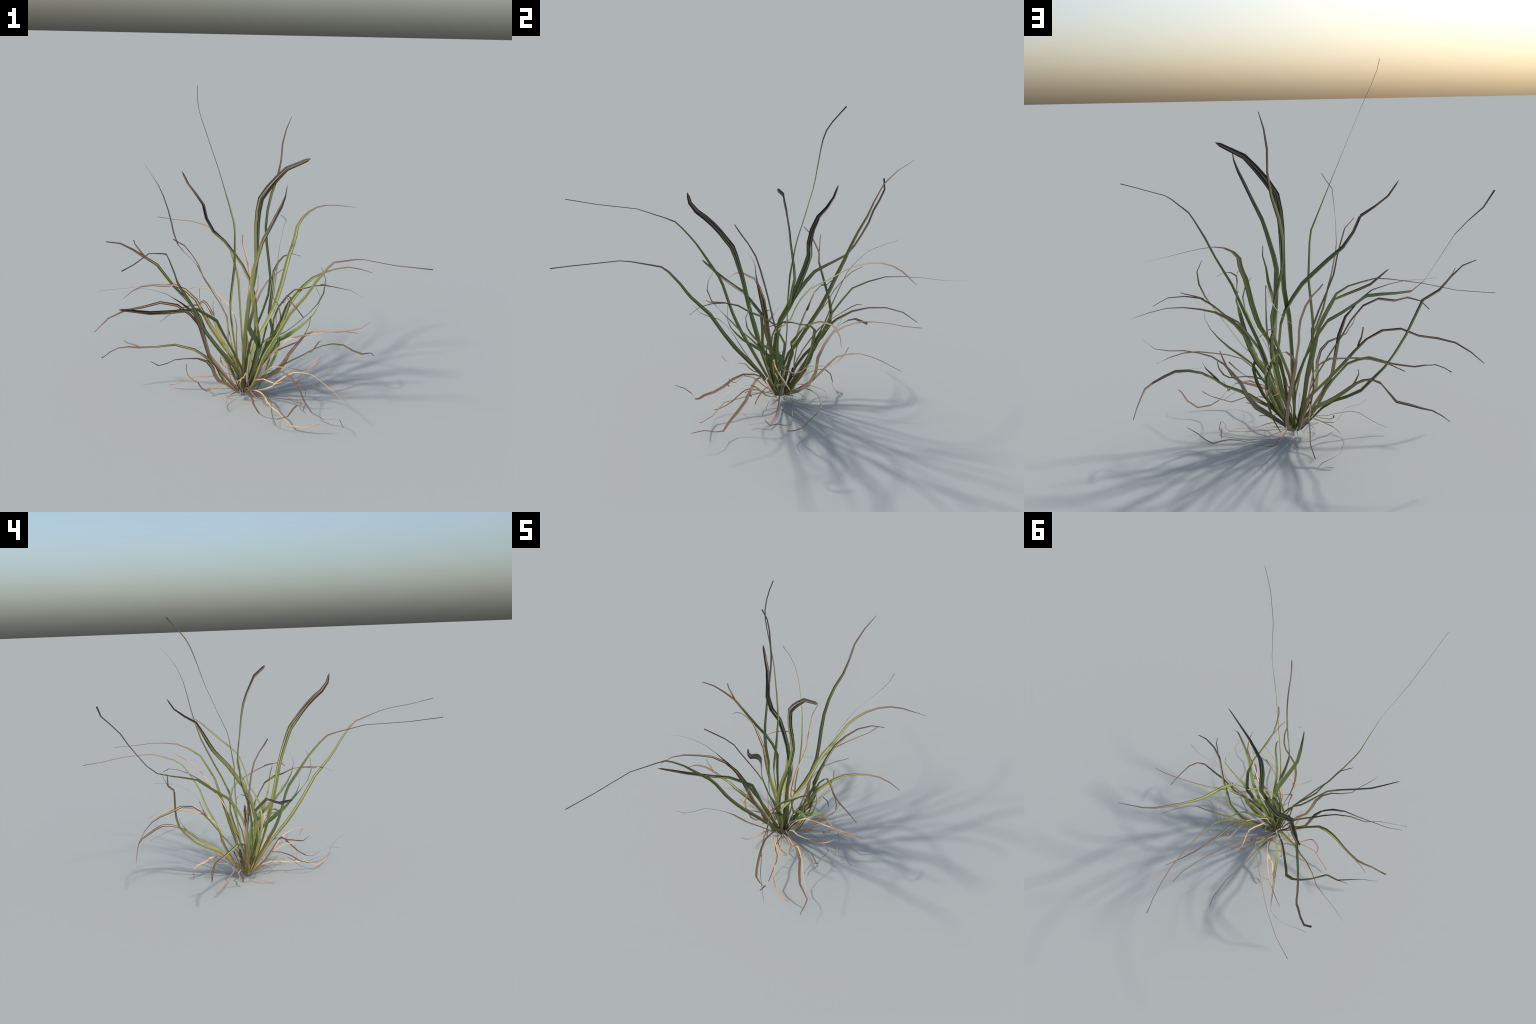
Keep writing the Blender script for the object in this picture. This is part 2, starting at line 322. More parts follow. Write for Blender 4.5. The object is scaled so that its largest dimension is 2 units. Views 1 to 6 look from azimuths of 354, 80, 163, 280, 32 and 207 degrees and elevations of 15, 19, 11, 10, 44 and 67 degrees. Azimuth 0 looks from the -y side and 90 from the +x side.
leaf("straw", 0.45, [(0.015, 0.136, 0.030, 4, 13), (-0.005, 0.180, 0.154, 7, 13), (-0.010, 0.205, 0.214, 8, 13), (-0.009, 0.235, 0.273, 8, 13), (-0.006, 0.271, 0.329, 9, 18), (-0.021, 0.314, 0.377, 8, 48), (-0.044, 0.366, 0.412, 8, 92), (-0.075, 0.422, 0.427, 7, 110), (-0.105, 0.479, 0.443, 7, 97), (-0.144, 0.533, 0.450, 6, 72), (-0.193, 0.579, 0.441, 5, 50), (-0.241, 0.622, 0.420, 3, 42)])
leaf("deadflank", 0.04, [(-0.003, 0.087, 0.030, 9, 60), (-0.039, 0.050, 0.070, 14, 60), (-0.073, 0.016, 0.114, 17, 60), (-0.117, -0.015, 0.148, 19, 60), (-0.137, -0.051, 0.194, 18, 60), (-0.149, -0.083, 0.244, 17, 60), (-0.177, -0.111, 0.289, 14, 58), (-0.222, -0.136, 0.317, 10, 53), (-0.277, -0.155, 0.325, 7, 53), (-0.330, -0.183, 0.332, 6, 57), (-0.363, -0.234, 0.337, 6, 60), (-0.402, -0.281, 0.346, 5, 60), (-0.436, -0.318, 0.383, 2, 60)])
leaf("middle", 0.45, [(0.040, 0.097, 0.030, 8, -20), (0.069, 0.066, 0.079, 11, -22), (0.109, 0.060, 0.129, 13, -28), (0.146, 0.060, 0.182, 15, -30), (0.172, 0.063, 0.241, 16, -28), (0.189, 0.072, 0.303, 16, -25), (0.180, 0.091, 0.364, 17, -30), (0.210, 0.088, 0.422, 19, -35), (0.221, 0.059, 0.481, 19, -40), (0.229, 0.026, 0.539, 17, -30), (0.225, -0.031, 0.575, 13, 30), (0.208, -0.092, 0.597, 12, 103), (0.189, -0.150, 0.626, 12, 128), (0.178, -0.214, 0.640, 10, 120), (0.187, -0.279, 0.643, 9, 120), (0.203, -0.341, 0.634, 7, 130), (0.229, -0.393, 0.606, 5, 140)])
leaf("tine", 0.45, [(0.176, -0.213, 0.640, 9, 70), (0.164, -0.264, 0.641, 8, 68), (0.157, -0.287, 0.639, 6, 65), (0.146, -0.306, 0.646, 3, 70)])
leaf("dun", 0.04, [(0.022, 0.135, 0.030, 5, 30), (0.031, 0.187, 0.053, 8, 30), (0.040, 0.237, 0.083, 10, 30), (0.051, 0.283, 0.117, 11, 32), (0.056, 0.321, 0.163, 12, 38), (0.056, 0.362, 0.207, 12, 40), (0.055, 0.406, 0.249, 9, 35), (0.071, 0.462, 0.268, 7, 25), (0.092, 0.520, 0.278, 6, 20), (0.117, 0.577, 0.268, 5, 20), (0.133, 0.633, 0.247, 5, 20), (0.150, 0.686, 0.219, 4, 18), (0.151, 0.739, 0.189, 4, 10)])
leaf("middle", 0.15, [(0.042, 0.115, 0.030, 9, 140), (0.040, 0.085, 0.097, 12, 140), (0.040, 0.057, 0.165, 14, 140), (0.044, 0.034, 0.235, 16, 140), (0.056, 0.020, 0.305, 18, 140), (0.085, 0.023, 0.371, 19, 142), (0.121, 0.041, 0.430, 19, 150), (0.156, 0.075, 0.483, 20, 160), (0.182, 0.117, 0.534, 21, 168), (0.204, 0.133, 0.600, 21, 170), (0.223, 0.159, 0.663, 21, 168), (0.243, 0.195, 0.720, 21, 160), (0.268, 0.246, 0.759, 21, 152), (0.289, 0.301, 0.796, 20, 150), (0.306, 0.353, 0.836, 18, 150), (0.339, 0.402, 0.869, 16, 150), (0.381, 0.446, 0.894, 14, 150), (0.430, 0.489, 0.909, 12, 150), (0.486, 0.526, 0.912, 10, 152), (0.547, 0.550, 0.907, 8, 157), (0.676, 0.573, 0.889, 2, 140)])
leaf("brown", 0.04, [(0.022, 0.088, 0.030, 3, -70), (0.029, 0.061, 0.086, 4, -72), (0.033, 0.024, 0.136, 6, -70), (0.029, -0.033, 0.160, 8, -60), (0.023, -0.095, 0.161, 10, -58), (0.029, -0.152, 0.139, 14, -58), (0.040, -0.201, 0.105, 15, -50), (0.059, -0.255, 0.086, 15, -45), (0.087, -0.306, 0.088, 14, -48), (0.133, -0.339, 0.095, 11, -50), (0.178, -0.364, 0.119, 8, -55), (0.198, -0.383, 0.164, 9, -62), (0.210, -0.419, 0.201, 8, -62), (0.213, -0.465, 0.223, 4, -60)])
leaf("early", 0.04, [(0.036, 0.120, 0.030, 10, -80), (0.068, 0.151, 0.103, 14, -80), (0.097, 0.183, 0.176, 17, -80), (0.122, 0.214, 0.251, 20, -80), (0.145, 0.243, 0.328, 21, -80), (0.168, 0.270, 0.406, 19, -65), (0.186, 0.298, 0.484, 15, -38), (0.198, 0.325, 0.564, 13, -30), (0.211, 0.369, 0.637, 11, -38), (0.224, 0.417, 0.707, 10, -42), (0.245, 0.491, 0.747, 9, -45), (0.264, 0.571, 0.775, 7, -38), (0.283, 0.655, 0.780, 6, -22), (0.303, 0.739, 0.778, 5, -12), (0.312, 0.824, 0.767, 5, -8), (0.315, 0.911, 0.758, 4, -2), (0.308, 0.997, 0.754, 4, 0)])
leaf("middle", 0.35, [(0.046, 0.116, 0.030, 11, 110), (0.120, 0.124, 0.232, 24, 110), (0.147, 0.129, 0.297, 25, 110), (0.187, 0.133, 0.354, 25, 107), (0.211, 0.116, 0.416, 25, 85), (0.236, 0.142, 0.473, 23, 55), (0.277, 0.155, 0.525, 19, 52), (0.321, 0.186, 0.566, 16, 57), (0.372, 0.214, 0.600, 14, 55), (0.433, 0.231, 0.622, 11, 57), (0.497, 0.244, 0.638, 8, 57), (0.564, 0.252, 0.644, 7, 52), (0.630, 0.251, 0.633, 6, 50), (0.694, 0.240, 0.614, 2, 50)])
leaf("straw", 0.45, [(0.028, 0.091, 0.030, 4, 0), (0.045, 0.057, 0.061, 6, 10), (0.071, 0.018, 0.075, 8, 20), (0.092, -0.025, 0.083, 9, 28), (0.106, -0.072, 0.081, 9, 30), (0.115, -0.120, 0.074, 8, 30), (0.129, -0.167, 0.071, 8, 30), (0.149, -0.212, 0.073, 7, 29), (0.205, -0.280, 0.030, 7, 30), (0.243, -0.312, 0.037, 7, 31), (0.286, -0.334, 0.049, 6, 28), (0.326, -0.355, 0.070, 5, 21)])
leaf("plain", 0.04, [(0.021, 0.087, 0.031, 11, 20), (0.054, 0.052, 0.191, 23, 20), (0.071, 0.043, 0.271, 25, 12), (0.078, -0.010, 0.332, 26, -3), (0.056, -0.065, 0.384, 26, -10), (0.033, -0.123, 0.430, 24, -10), (0.013, -0.173, 0.482, 21, -10), (0.015, -0.221, 0.536, 18, -25), (0.020, -0.263, 0.591, 13, -55), (0.022, -0.286, 0.652, 9, -73), (0.039, -0.280, 0.710, 6, -75), (0.044, -0.253, 0.761, 3, -70)])
leaf("early", 0.45, [(-0.004, 0.109, 0.030, 9, -80), (-0.043, 0.096, 0.056, 12, -80), (-0.077, 0.087, 0.091, 15, -78), (-0.101, 0.087, 0.134, 17, -70), (-0.121, 0.092, 0.179, 19, -62), (-0.155, 0.083, 0.215, 19, -55), (-0.193, 0.077, 0.248, 18, -42), (-0.233, 0.070, 0.279, 19, -27), (-0.282, 0.075, 0.293, 19, -12), (-0.329, 0.090, 0.301, 18, -7), (-0.375, 0.107, 0.289, 16, -15), (-0.419, 0.127, 0.275, 15, -20), (-0.466, 0.145, 0.267, 14, -20), (-0.513, 0.160, 0.260, 13, -17), (-0.562, 0.164, 0.262, 11, -20), (-0.611, 0.161, 0.257, 10, -32), (-0.655, 0.160, 0.237, 10, -23), (-0.695, 0.154, 0.208, 9, 30)])
leaf("tine", 0.35, [(-0.507, 0.162, 0.260, 9, -30), (-0.527, 0.175, 0.266, 8, -30), (-0.549, 0.185, 0.269, 7, -32), (-0.569, 0.198, 0.269, 6, -35), (-0.586, 0.212, 0.278, 4, -30)])
leaf("early", 0.35, [(0.035, 0.133, 0.030, 9, 100), (0.082, 0.157, 0.096, 13, 100), (0.125, 0.182, 0.165, 17, 100), (0.159, 0.207, 0.237, 19, 100), (0.174, 0.232, 0.316, 20, 100), (0.158, 0.256, 0.398, 20, 98), (0.173, 0.300, 0.469, 19, 90), (0.187, 0.359, 0.528, 16, 80), (0.200, 0.432, 0.572, 14, 70), (0.233, 0.506, 0.601, 11, 63), (0.273, 0.583, 0.614, 9, 65), (0.329, 0.652, 0.609, 6, 75), (0.390, 0.708, 0.578, 3, 80)])
leaf("deadflank", 0.45, [(-0.005, 0.105, 0.031, 13, -50), (-0.057, 0.086, 0.101, 20, -50), (-0.109, 0.087, 0.171, 24, -57), (-0.159, 0.077, 0.241, 23, -72), (-0.203, 0.051, 0.403, 22, -85), (-0.235, 0.039, 0.479, 19, -60), (-0.295, 0.031, 0.537, 13, -10), (-0.365, 0.029, 0.583, 7, 18), (-0.445, 0.037, 0.605, 5, 18), (-0.528, 0.036, 0.614, 4, 15), (-0.610, 0.030, 0.610, 3, 20), (-0.690, 0.009, 0.607, 2, 30)])
leaf("dun", 0.04, [(0.031, 0.135, 0.030, 11, 50), (0.073, 0.192, 0.066, 17, 50), (0.101, 0.245, 0.118, 21, 52), (0.107, 0.280, 0.190, 21, 57), (0.098, 0.290, 0.269, 21, 60), (0.093, 0.322, 0.342, 19, 55), (0.096, 0.366, 0.411, 14, 45), (0.131, 0.421, 0.460, 10, 43), (0.170, 0.481, 0.498, 7, 43), (0.218, 0.545, 0.515, 6, 35), (0.262, 0.613, 0.521, 5, 30), (0.303, 0.682, 0.519, 5, 30), (0.326, 0.758, 0.517, 4, 30)])
leaf("flank", 0.04, [(0.017, 0.134, 0.030, 8, -80), (0.013, 0.160, 0.073, 11, -60), (-0.001, 0.186, 0.113, 15, -45), (-0.021, 0.216, 0.149, 18, -40), (-0.044, 0.249, 0.179, 20, -38), (-0.064, 0.287, 0.205, 20, -32), (-0.082, 0.324, 0.233, 19, -30), (-0.098, 0.361, 0.263, 18, -30), (-0.124, 0.435, 0.324, 14, -25), (-0.139, 0.475, 0.349, 14, -32), (-0.155, 0.519, 0.364, 15, -47), (-0.170, 0.565, 0.364, 14, -55), (-0.181, 0.606, 0.343, 12, -67), (-0.197, 0.644, 0.317, 11, -92), (-0.241, 0.663, 0.306, 10, -100), (-0.287, 0.670, 0.289, 8, -92), (-0.334, 0.663, 0.271, 6, -85), (-0.376, 0.655, 0.243, 5, -72), (-0.415, 0.649, 0.211, 3, -60)])
leaf("tine", 0.04, [(-0.118, 0.424, 0.317, 8, -40), (-0.118, 0.441, 0.334, 7, -43), (-0.122, 0.453, 0.355, 6, -48), (-0.123, 0.467, 0.374, 4, -50), (-0.118, 0.471, 0.395, 3, -50)])
leaf("flank", 0.25, [(0.004, 0.127, 0.030, 12, -20), (-0.004, 0.136, 0.105, 17, -20), (-0.023, 0.154, 0.175, 21, -20), (-0.107, 0.215, 0.285, 24, -23), (-0.149, 0.243, 0.342, 21, -28), (-0.184, 0.276, 0.401, 18, -28), (-0.219, 0.314, 0.457, 17, -28), (-0.272, 0.350, 0.498, 17, -38), (-0.330, 0.399, 0.512, 14, -48), (-0.382, 0.449, 0.492, 11, -58), (-0.446, 0.483, 0.485, 9, -75), (-0.507, 0.513, 0.469, 7, -88), (-0.560, 0.539, 0.433, 5, -88), (-0.609, 0.556, 0.387, 3, -80)])
leaf("tine", 0.35, [(-0.191, 0.290, 0.421, 14, 80), (-0.194, 0.300, 0.444, 11, 88), (-0.200, 0.309, 0.467, 7, 107), (-0.200, 0.327, 0.513, 5, 120)])
leaf("flank", 0.35, [(-0.002, 0.108, 0.030, 8, -50), (-0.026, 0.094, 0.110, 12, -50), (-0.056, 0.083, 0.188, 15, -50), (-0.099, 0.076, 0.261, 16, -50), (-0.149, 0.070, 0.329, 16, -50), (-0.202, 0.066, 0.396, 16, -52), (-0.252, 0.059, 0.465, 16, -62), (-0.316, 0.044, 0.520, 15, -75), (-0.397, 0.028, 0.541, 13, -80), (-0.482, 0.017, 0.522, 11, -83), (-0.561, -0.020, 0.521, 9, -85), (-0.640, -0.048, 0.491, 6, -75), (-0.703, -0.082, 0.437, 5, -50)])
leaf("early", 0.15, [(0.043, 0.107, 0.030, 8, -30), (0.074, 0.090, 0.077, 11, -32), (0.111, 0.074, 0.120, 14, -32), (0.159, 0.066, 0.152, 19, -25), (0.206, 0.062, 0.186, 19, -25), (0.256, 0.063, 0.214, 14, -38), (0.308, 0.062, 0.239, 12, -40), (0.353, 0.051, 0.272, 12, -30), (0.400, 0.037, 0.298, 12, -30), (0.453, 0.028, 0.312, 12, -40), (0.506, 0.012, 0.310, 12, -48), (0.550, -0.006, 0.287, 11, -58), (0.598, -0.002, 0.267, 9, -70), (0.637, 0.033, 0.256, 8, -70), (0.661, 0.080, 0.237, 6, -60), (0.684, 0.125, 0.213, 4, -52), (0.704, 0.169, 0.185, 3, -50)])
leaf("tine", 0.45, [(0.334, 0.055, 0.261, 10, -50), (0.344, 0.029, 0.271, 9, -50), (0.363, 0.031, 0.293, 8, -50), (0.382, 0.038, 0.315, 6, -72), (0.393, 0.021, 0.337, 6, -140)])
leaf("early", 0.45, [(0.091, 0.128, 0.029, 5, 20), (0.126, 0.141, 0.096, 10, 17), (0.150, 0.167, 0.163, 14, 2), (0.165, 0.194, 0.232, 16, -20), (0.173, 0.218, 0.302, 17, -35), (0.178, 0.236, 0.373, 16, -45), (0.203, 0.237, 0.440, 16, -47), (0.242, 0.230, 0.499, 16, -42), (0.275, 0.191, 0.546, 13, -40), (0.320, 0.143, 0.569, 12, -47), (0.357, 0.091, 0.598, 11, -62), (0.395, 0.037, 0.618, 11, -68), (0.451, -0.007, 0.620, 9, -68), (0.516, -0.037, 0.612, 7, -75), (0.577, -0.053, 0.578, 4, -80)])
leaf("tine", 0.04, [(0.383, 0.051, 0.616, 6, -50), (0.407, 0.026, 0.622, 6, -40), (0.426, -0.004, 0.623, 6, -30), (0.447, -0.031, 0.624, 6, -25), (0.457, -0.063, 0.623, 4, -30)])
leaf("plain", 0.15, [(0.043, 0.103, 0.030, 9, -9), (0.079, 0.105, 0.171, 17, -9), (0.099, 0.103, 0.241, 19, -9), (0.127, 0.092, 0.307, 20, -12), (0.169, 0.051, 0.346, 20, -17), (0.213, 0.014, 0.387, 19, -19), (0.243, -0.030, 0.432, 18, -19), (0.272, -0.071, 0.478, 16, -19), (0.306, -0.103, 0.526, 14, -27), (0.340, -0.128, 0.577, 11, -47), (0.364, -0.139, 0.635, 8, -67), (0.374, -0.120, 0.694, 5, -77), (0.356, -0.097, 0.747, 2, -79)])
leaf("plain", 0.04, [(0.045, 0.106, 0.030, 13, 50), (0.070, 0.087, 0.094, 20, 50), (0.096, 0.073, 0.157, 26, 50), (0.126, 0.071, 0.216, 28, 50), (0.163, 0.077, 0.271, 30, 50), (0.193, 0.073, 0.325, 31, 50), (0.235, 0.047, 0.359, 27, 55), (0.280, 0.039, 0.395, 19, 62), (0.320, 0.029, 0.435, 13, 60), (0.354, 0.022, 0.478, 9, 50), (0.377, 0.019, 0.527, 7, 35), (0.372, 0.009, 0.578, 6, 17), (0.350, -0.008, 0.620, 3, 10)])
leaf("straw", 0.35, [(0.043, 0.125, 0.030, 3, 40), (0.055, 0.171, 0.066, 4, 40), (0.076, 0.219, 0.091, 6, 37), (0.121, 0.256, 0.094, 6, 30), (0.174, 0.280, 0.092, 6, 17), (0.232, 0.281, 0.084, 6, -0), (0.287, 0.270, 0.077, 5, -17), (0.335, 0.239, 0.080, 5, -37), (0.362, 0.196, 0.059, 5, -60), (0.386, 0.155, 0.034, 6, -70), (0.409, 0.110, 0.035, 6, -77), (0.435, 0.071, 0.051, 6, -92), (0.474, 0.059, 0.077, 4, -100)])
leaf("straw", 0.04, [(0.018, 0.087, 0.030, 3, -21), (-0.005, 0.033, 0.088, 5, -21), (-0.009, 0.010, 0.119, 5, -20), (-0.003, -0.005, 0.154, 6, -20), (0.006, -0.036, 0.167, 6, -23), (0.005, -0.061, 0.189, 6, -28), (0.012, -0.079, 0.215, 6, -23), (0.010, -0.110, 0.222, 6, -5), (-0.004, -0.138, 0.219, 6, 7), (-0.027, -0.160, 0.211, 6, 7), (-0.051, -0.182, 0.213, 4, 2), (-0.074, -0.198, 0.232, 2, -0)])
leaf("brown", 0.04, [(0.030, 0.089, 0.030, 3, -30), (0.065, -0.034, 0.089, 6, -30), (0.075, -0.064, 0.102, 7, -30), (0.093, -0.094, 0.104, 7, -28), (0.117, -0.117, 0.103, 7, -23), (0.129, -0.144, 0.086, 6, -20), (0.129, -0.168, 0.062, 6, -18), (0.130, -0.197, 0.044, 6, -13), (0.135, -0.228, 0.032, 5, -10), (0.140, -0.262, 0.026, 3, -10)])
leaf("brown", 0.25, [(-0.005, 0.120, 0.030, 2, -30), (-0.016, 0.134, 0.066, 3, -30), (-0.029, 0.151, 0.100, 4, -30), (-0.061, 0.174, 0.102, 5, -27), (-0.101, 0.176, 0.097, 7, -22), (-0.136, 0.159, 0.094, 8, -17), (-0.175, 0.155, 0.093, 8, -17), (-0.213, 0.157, 0.095, 7, -22), (-0.249, 0.160, 0.084, 6, -20), (-0.277, 0.172, 0.066, 6, -12), (-0.303, 0.188, 0.049, 6, -10), (-0.331, 0.202, 0.034, 5, -10), (-0.358, 0.220, 0.024, 4, -10)])
leaf("straw", 0.04, [(0.038, 0.128, 0.030, 3, 150), (0.036, 0.119, 0.081, 4, 150), (0.039, 0.112, 0.131, 5, 150), (0.054, 0.114, 0.178, 5, 150), (0.092, 0.133, 0.205, 6, 152), (0.137, 0.161, 0.206, 6, 158), (0.165, 0.194, 0.236, 6, 160), (0.177, 0.233, 0.266, 6, 163), (0.192, 0.280, 0.272, 7, 168), (0.207, 0.326, 0.274, 7, 172), (0.213, 0.366, 0.302, 7, 180), (0.213, 0.399, 0.336, 7, 188), (0.203, 0.424, 0.375, 6, 190)])
leaf("dun", 0.04, [(0.043, 0.109, 0.030, 11, 120), (0.089, 0.107, 0.069, 17, 120), (0.136, 0.101, 0.106, 21, 120), (0.184, 0.092, 0.141, 23, 100), (0.220, 0.092, 0.189, 21, 60), (0.241, 0.071, 0.242, 19, 45), (0.276, 0.069, 0.292, 16, 48), (0.314, 0.072, 0.339, 13, 45), (0.361, 0.053, 0.371, 10, 50), (0.408, 0.016, 0.380, 7, 52), (0.463, -0.010, 0.388, 6, 50), (0.524, -0.009, 0.394, 5, 50), (0.583, -0.014, 0.408, 5, 32), (0.628, -0.028, 0.448, 4, -20)])
leaf("straw", 0.04, [(0.042, 0.104, 0.030, 4, 59), (0.089, 0.072, 0.141, 8, 59), (0.115, 0.057, 0.195, 9, 59), (0.145, 0.044, 0.248, 9, 59), (0.181, 0.034, 0.297, 10, 59), (0.227, 0.030, 0.339, 9, 62), (0.284, 0.021, 0.359, 8, 69), (0.345, 0.012, 0.371, 7, 77), (0.405, 0.007, 0.382, 7, 82), (0.467, 0.009, 0.384, 6, 89), (0.528, 0.023, 0.376, 6, 77), (0.586, 0.039, 0.360, 5, 19)])
leaf("plain", 0.04, [(0.030, 0.089, 0.030, 9, 29), (0.074, 0.034, 0.287, 20, 30), (0.088, -0.014, 0.329, 21, 38), (0.098, -0.064, 0.368, 20, 38), (0.115, -0.111, 0.405, 17, 30), (0.134, -0.148, 0.449, 14, 20), (0.153, -0.179, 0.493, 10, 5), (0.157, -0.200, 0.544, 7, -15), (0.145, -0.196, 0.595, 5, -17), (0.117, -0.190, 0.635, 3, 10)])
leaf("straw", 0.35, [(0.027, 0.088, 0.030, 5, 20), (0.049, 0.007, 0.108, 10, 20), (0.056, -0.018, 0.136, 11, 17), (0.056, -0.046, 0.160, 11, 14), (0.093, -0.103, 0.191, 9, 29), (0.120, -0.127, 0.187, 8, 33), (0.150, -0.151, 0.185, 8, 26), (0.178, -0.171, 0.203, 8, 9), (0.206, -0.186, 0.226, 8, -11), (0.231, -0.198, 0.253, 7, -31)])
leaf("straw", 0.04, [(0.041, 0.099, 0.030, 3, 30), (0.101, 0.051, 0.139, 7, 30), (0.123, 0.035, 0.173, 7, 30), (0.151, 0.017, 0.202, 8, 27), (0.190, -0.002, 0.207, 8, 22), (0.231, 0.007, 0.196, 8, 20), (0.271, 0.019, 0.183, 8, 17), (0.308, 0.031, 0.168, 8, 12), (0.346, 0.041, 0.181, 8, 7), (0.378, 0.047, 0.206, 8, -3), (0.405, 0.063, 0.231, 8, -20)])
leaf("brown", 0.04, [(-0.004, 0.112, 0.030, 3, -20), (-0.023, 0.124, 0.058, 5, -20), (-0.054, 0.134, 0.072, 6, -28), (-0.085, 0.145, 0.060, 7, -40), (-0.112, 0.129, 0.047, 9, -45), (-0.146, 0.127, 0.039, 10, -45), (-0.171, 0.105, 0.038, 10, -48), (-0.196, 0.094, 0.058, 10, -55), (-0.213, 0.099, 0.087, 9, -60), (-0.241, 0.115, 0.098, 8, -60), (-0.264, 0.138, 0.111, 6, -60), (-0.272, 0.164, 0.132, 5, -60), (-0.269, 0.191, 0.152, 3, -60)])
leaf("brown", 0.25, [(0.025, 0.089, 0.030, 4, 7), (0.022, 0.068, 0.062, 7, 7), (0.024, 0.054, 0.075, 8, 9), (0.033, 0.038, 0.078, 8, 14), (0.042, 0.021, 0.076, 9, 11), (0.050, 0.007, 0.067, 9, 1), (0.061, -0.005, 0.057, 9, -6), (0.087, -0.026, 0.042, 8, -1), (0.104, -0.032, 0.042, 8, -3), (0.120, -0.040, 0.044, 7, -10), (0.137, -0.044, 0.043, 6, -13)])
leaf("brown", 0.04, [(0.043, 0.103, 0.030, 3, -0), (0.137, 0.079, 0.025, 7, -0), (0.230, 0.048, 0.020, 7, 3), (0.284, 0.013, 0.014, 7, 2), (0.299, -0.013, 0.024, 6, -1), (0.290, -0.043, 0.019, 5, 2), (0.285, -0.074, 0.014, 4, 7), (0.291, -0.106, 0.015, 3, 9)])
leaf("brown", 0.04, [(0.046, 0.110, 0.030, 2, 30), (0.080, 0.123, 0.056, 2, 30), (0.116, 0.137, 0.077, 3, 30), (0.160, 0.141, 0.076, 3, 30), (0.203, 0.142, 0.072, 3, 30), (0.244, 0.134, 0.073, 4, 30), (0.283, 0.122, 0.069, 4, 30), (0.318, 0.116, 0.056, 4, 30), (0.340, 0.107, 0.027, 4, 17), (0.333, 0.071, 0.023, 4, -8), (0.325, 0.035, 0.029, 4, -17), (0.328, -0.001, 0.025, 4, -7), (0.314, -0.025, 0.048, 4, 10)])
leaf("brown", 0.04, [(0.037, 0.135, 0.030, 2, 20), (0.070, 0.175, 0.085, 4, 22), (0.086, 0.189, 0.116, 4, 28), (0.096, 0.224, 0.118, 4, 28), (0.105, 0.258, 0.113, 5, 18), (0.116, 0.291, 0.105, 6, 3), (0.135, 0.318, 0.101, 6, -10), (0.160, 0.334, 0.085, 5, -17), (0.181, 0.325, 0.062, 3, -20), (0.195, 0.297, 0.054, 3, -17), (0.221, 0.277, 0.053, 2, -12), (0.254, 0.275, 0.060, 2, -10)])
leaf("brown", 0.35, [(0.002, 0.129, 0.030, 3, -117), (-0.009, 0.127, 0.081, 5, -117), (-0.015, 0.128, 0.107, 5, -116), (-0.025, 0.134, 0.130, 6, -116), (-0.040, 0.153, 0.140, 6, -114), (-0.035, 0.198, 0.115, 6, -102), (-0.053, 0.215, 0.110, 6, -95), (-0.068, 0.236, 0.112, 6, -90), (-0.080, 0.257, 0.116, 6, -92), (-0.091, 0.276, 0.127, 6, -98), (-0.086, 0.292, 0.145, 6, -101)])
leaf("dun", 0.04, [(0.043, 0.116, 0.030, 3, 120), (0.050, 0.099, 0.074, 4, 120), (0.059, 0.082, 0.118, 5, 120), (0.075, 0.069, 0.161, 6, 120), (0.098, 0.061, 0.202, 6, 120), (0.131, 0.060, 0.237, 7, 120), (0.172, 0.067, 0.262, 7, 120), (0.215, 0.080, 0.276, 7, 123), (0.301, 0.121, 0.294, 7, 126), (0.332, 0.148, 0.319, 7, 118), (0.355, 0.169, 0.355, 5, 118), (0.367, 0.193, 0.394, 3, 120)])
leaf("straw", 0.15, [(0.013, 0.137, 0.030, 5, -31), (0.015, 0.203, 0.098, 10, -31), (0.012, 0.240, 0.127, 12, -31), (-0.000, 0.282, 0.142, 12, -33), (-0.028, 0.319, 0.135, 13, -36), (-0.063, 0.345, 0.120, 12, -33), (-0.080, 0.384, 0.105, 9, -31), (-0.081, 0.415, 0.076, 7, -38), (-0.063, 0.423, 0.038, 6, -41), (-0.025, 0.419, 0.021, 5, -18), (0.014, 0.430, 0.015, 4, 4), (0.044, 0.457, 0.011, 3, 9)])
leaf("straw", 0.04, [(0.035, 0.100, 0.030, 4, 30), (0.080, 0.074, 0.048, 6, 30), (0.120, 0.041, 0.071, 8, 32), (0.151, 0.006, 0.100, 9, 40), (0.172, -0.029, 0.141, 9, 45), (0.206, -0.055, 0.179, 9, 38), (0.240, -0.087, 0.213, 8, 25), (0.278, -0.130, 0.231, 6, 17), (0.316, -0.176, 0.239, 4, 12), (0.347, -0.226, 0.231, 4, 12), (0.382, -0.273, 0.215, 3, 18), (0.419, -0.315, 0.191, 3, 17), (0.463, -0.349, 0.165, 2, 10)])
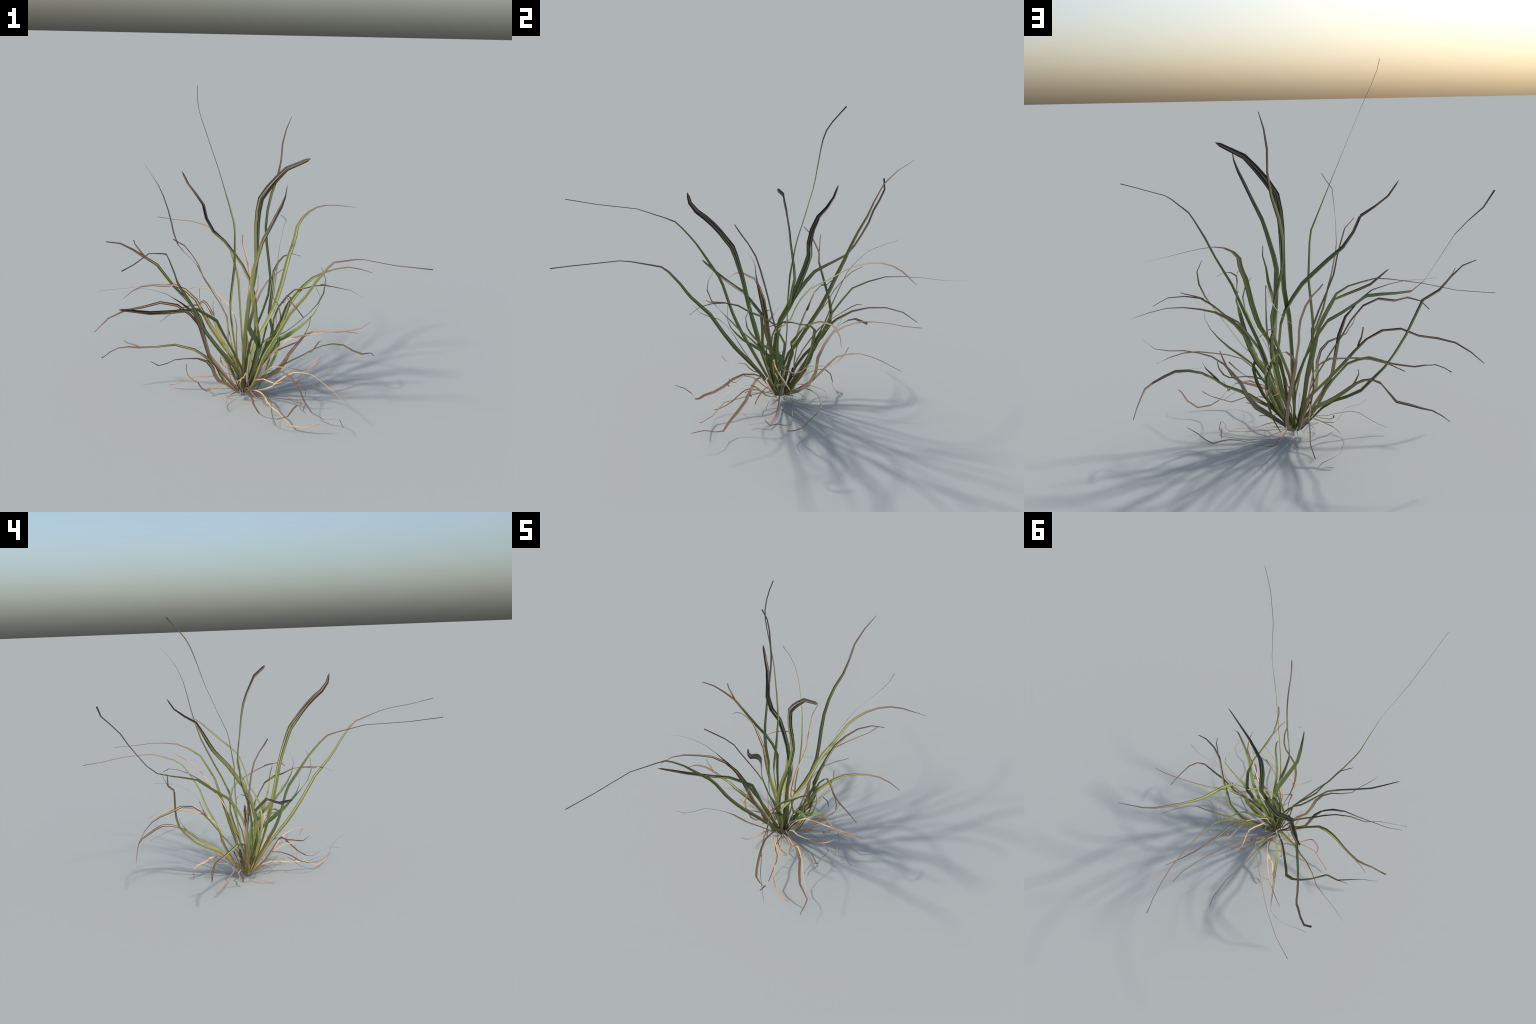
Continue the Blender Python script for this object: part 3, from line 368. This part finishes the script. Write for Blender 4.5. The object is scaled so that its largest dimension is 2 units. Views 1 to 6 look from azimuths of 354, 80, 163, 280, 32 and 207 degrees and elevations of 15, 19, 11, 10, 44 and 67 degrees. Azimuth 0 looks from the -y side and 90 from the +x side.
leaf("brown", 0.45, [(0.251, -0.100, 0.165, 8, -40), (0.261, -0.087, 0.160, 7, -43), (0.266, -0.095, 0.174, 6, -47), (0.281, -0.097, 0.205, 2, -60)])
leaf("brown", 0.04, [(0.036, -0.182, 0.118, 7, 50), (0.044, -0.172, 0.107, 7, 10), (0.051, -0.179, 0.121, 5, -10), (0.072, -0.179, 0.149, 2, -59)])

# broken stubs in the crown and hair roots that rest on the ground
CROWN = Vector((0.02, 0.11, 0.028))
for k in range(16):
    turn = k * 2.4 + random.uniform(-0.3, 0.3)
    out = Vector((math.cos(turn), math.sin(turn), 0))
    tall, lean, w = random.uniform(0.07, 0.17), random.uniform(0.15, 0.5), random.uniform(7, 12)
    foot = CROWN + out * random.uniform(0.0, 0.03)
    leaf("stub", 0.2, [(*(foot + out * tall * lean * f + Vector((0, 0, tall * f))), w * (0.8 + 0.2 * f), 40 * k + 15 * f) for f in (0.0, 0.35, 0.7, 1.0)])
for k in range(4):
    turn = k * 0.9 + random.uniform(-0.3, 0.3)
    out = Vector((math.cos(turn), math.sin(turn), 0))
    foot = CROWN + out * 0.02
    leaf("root", 0.0, [(*(foot + out * 0.02 * f + Vector((0, 0, -0.027 * f))), 2.5 * (1.15 - f), 70 * f) for f in (0.0, 0.5, 1.0)])

# short curled wisps of dead leaf tangled round the foot of the tuft
for k in range(6):
    turn, z = k * 2.399 + random.uniform(-0.4, 0.4), random.uniform(0.02, 0.05)
    p = CROWN + Vector((math.cos(turn), math.sin(turn), 0)) * 0.02
    p.z = z
    bend, rise, reach = random.uniform(-0.55, 0.55), random.uniform(0.1, 0.6), random.uniform(0.018, 0.034)
    wisp = []
    for j in range(8):
        w = random.uniform(3.5, 6.0) * (1 - 0.08 * j)
        wisp.append((p.x, p.y, max(p.z, 0.005), w, 35 * j + 60 * k))
        turn += bend + random.uniform(-0.25, 0.25)
        rise -= random.uniform(0.05, 0.28)
        p = p + Vector((math.cos(turn) * reach, math.sin(turn) * reach, rise * reach))
    leaf(random.choice(("brown", "brown", "straw", "dun")), 0.15, wisp)
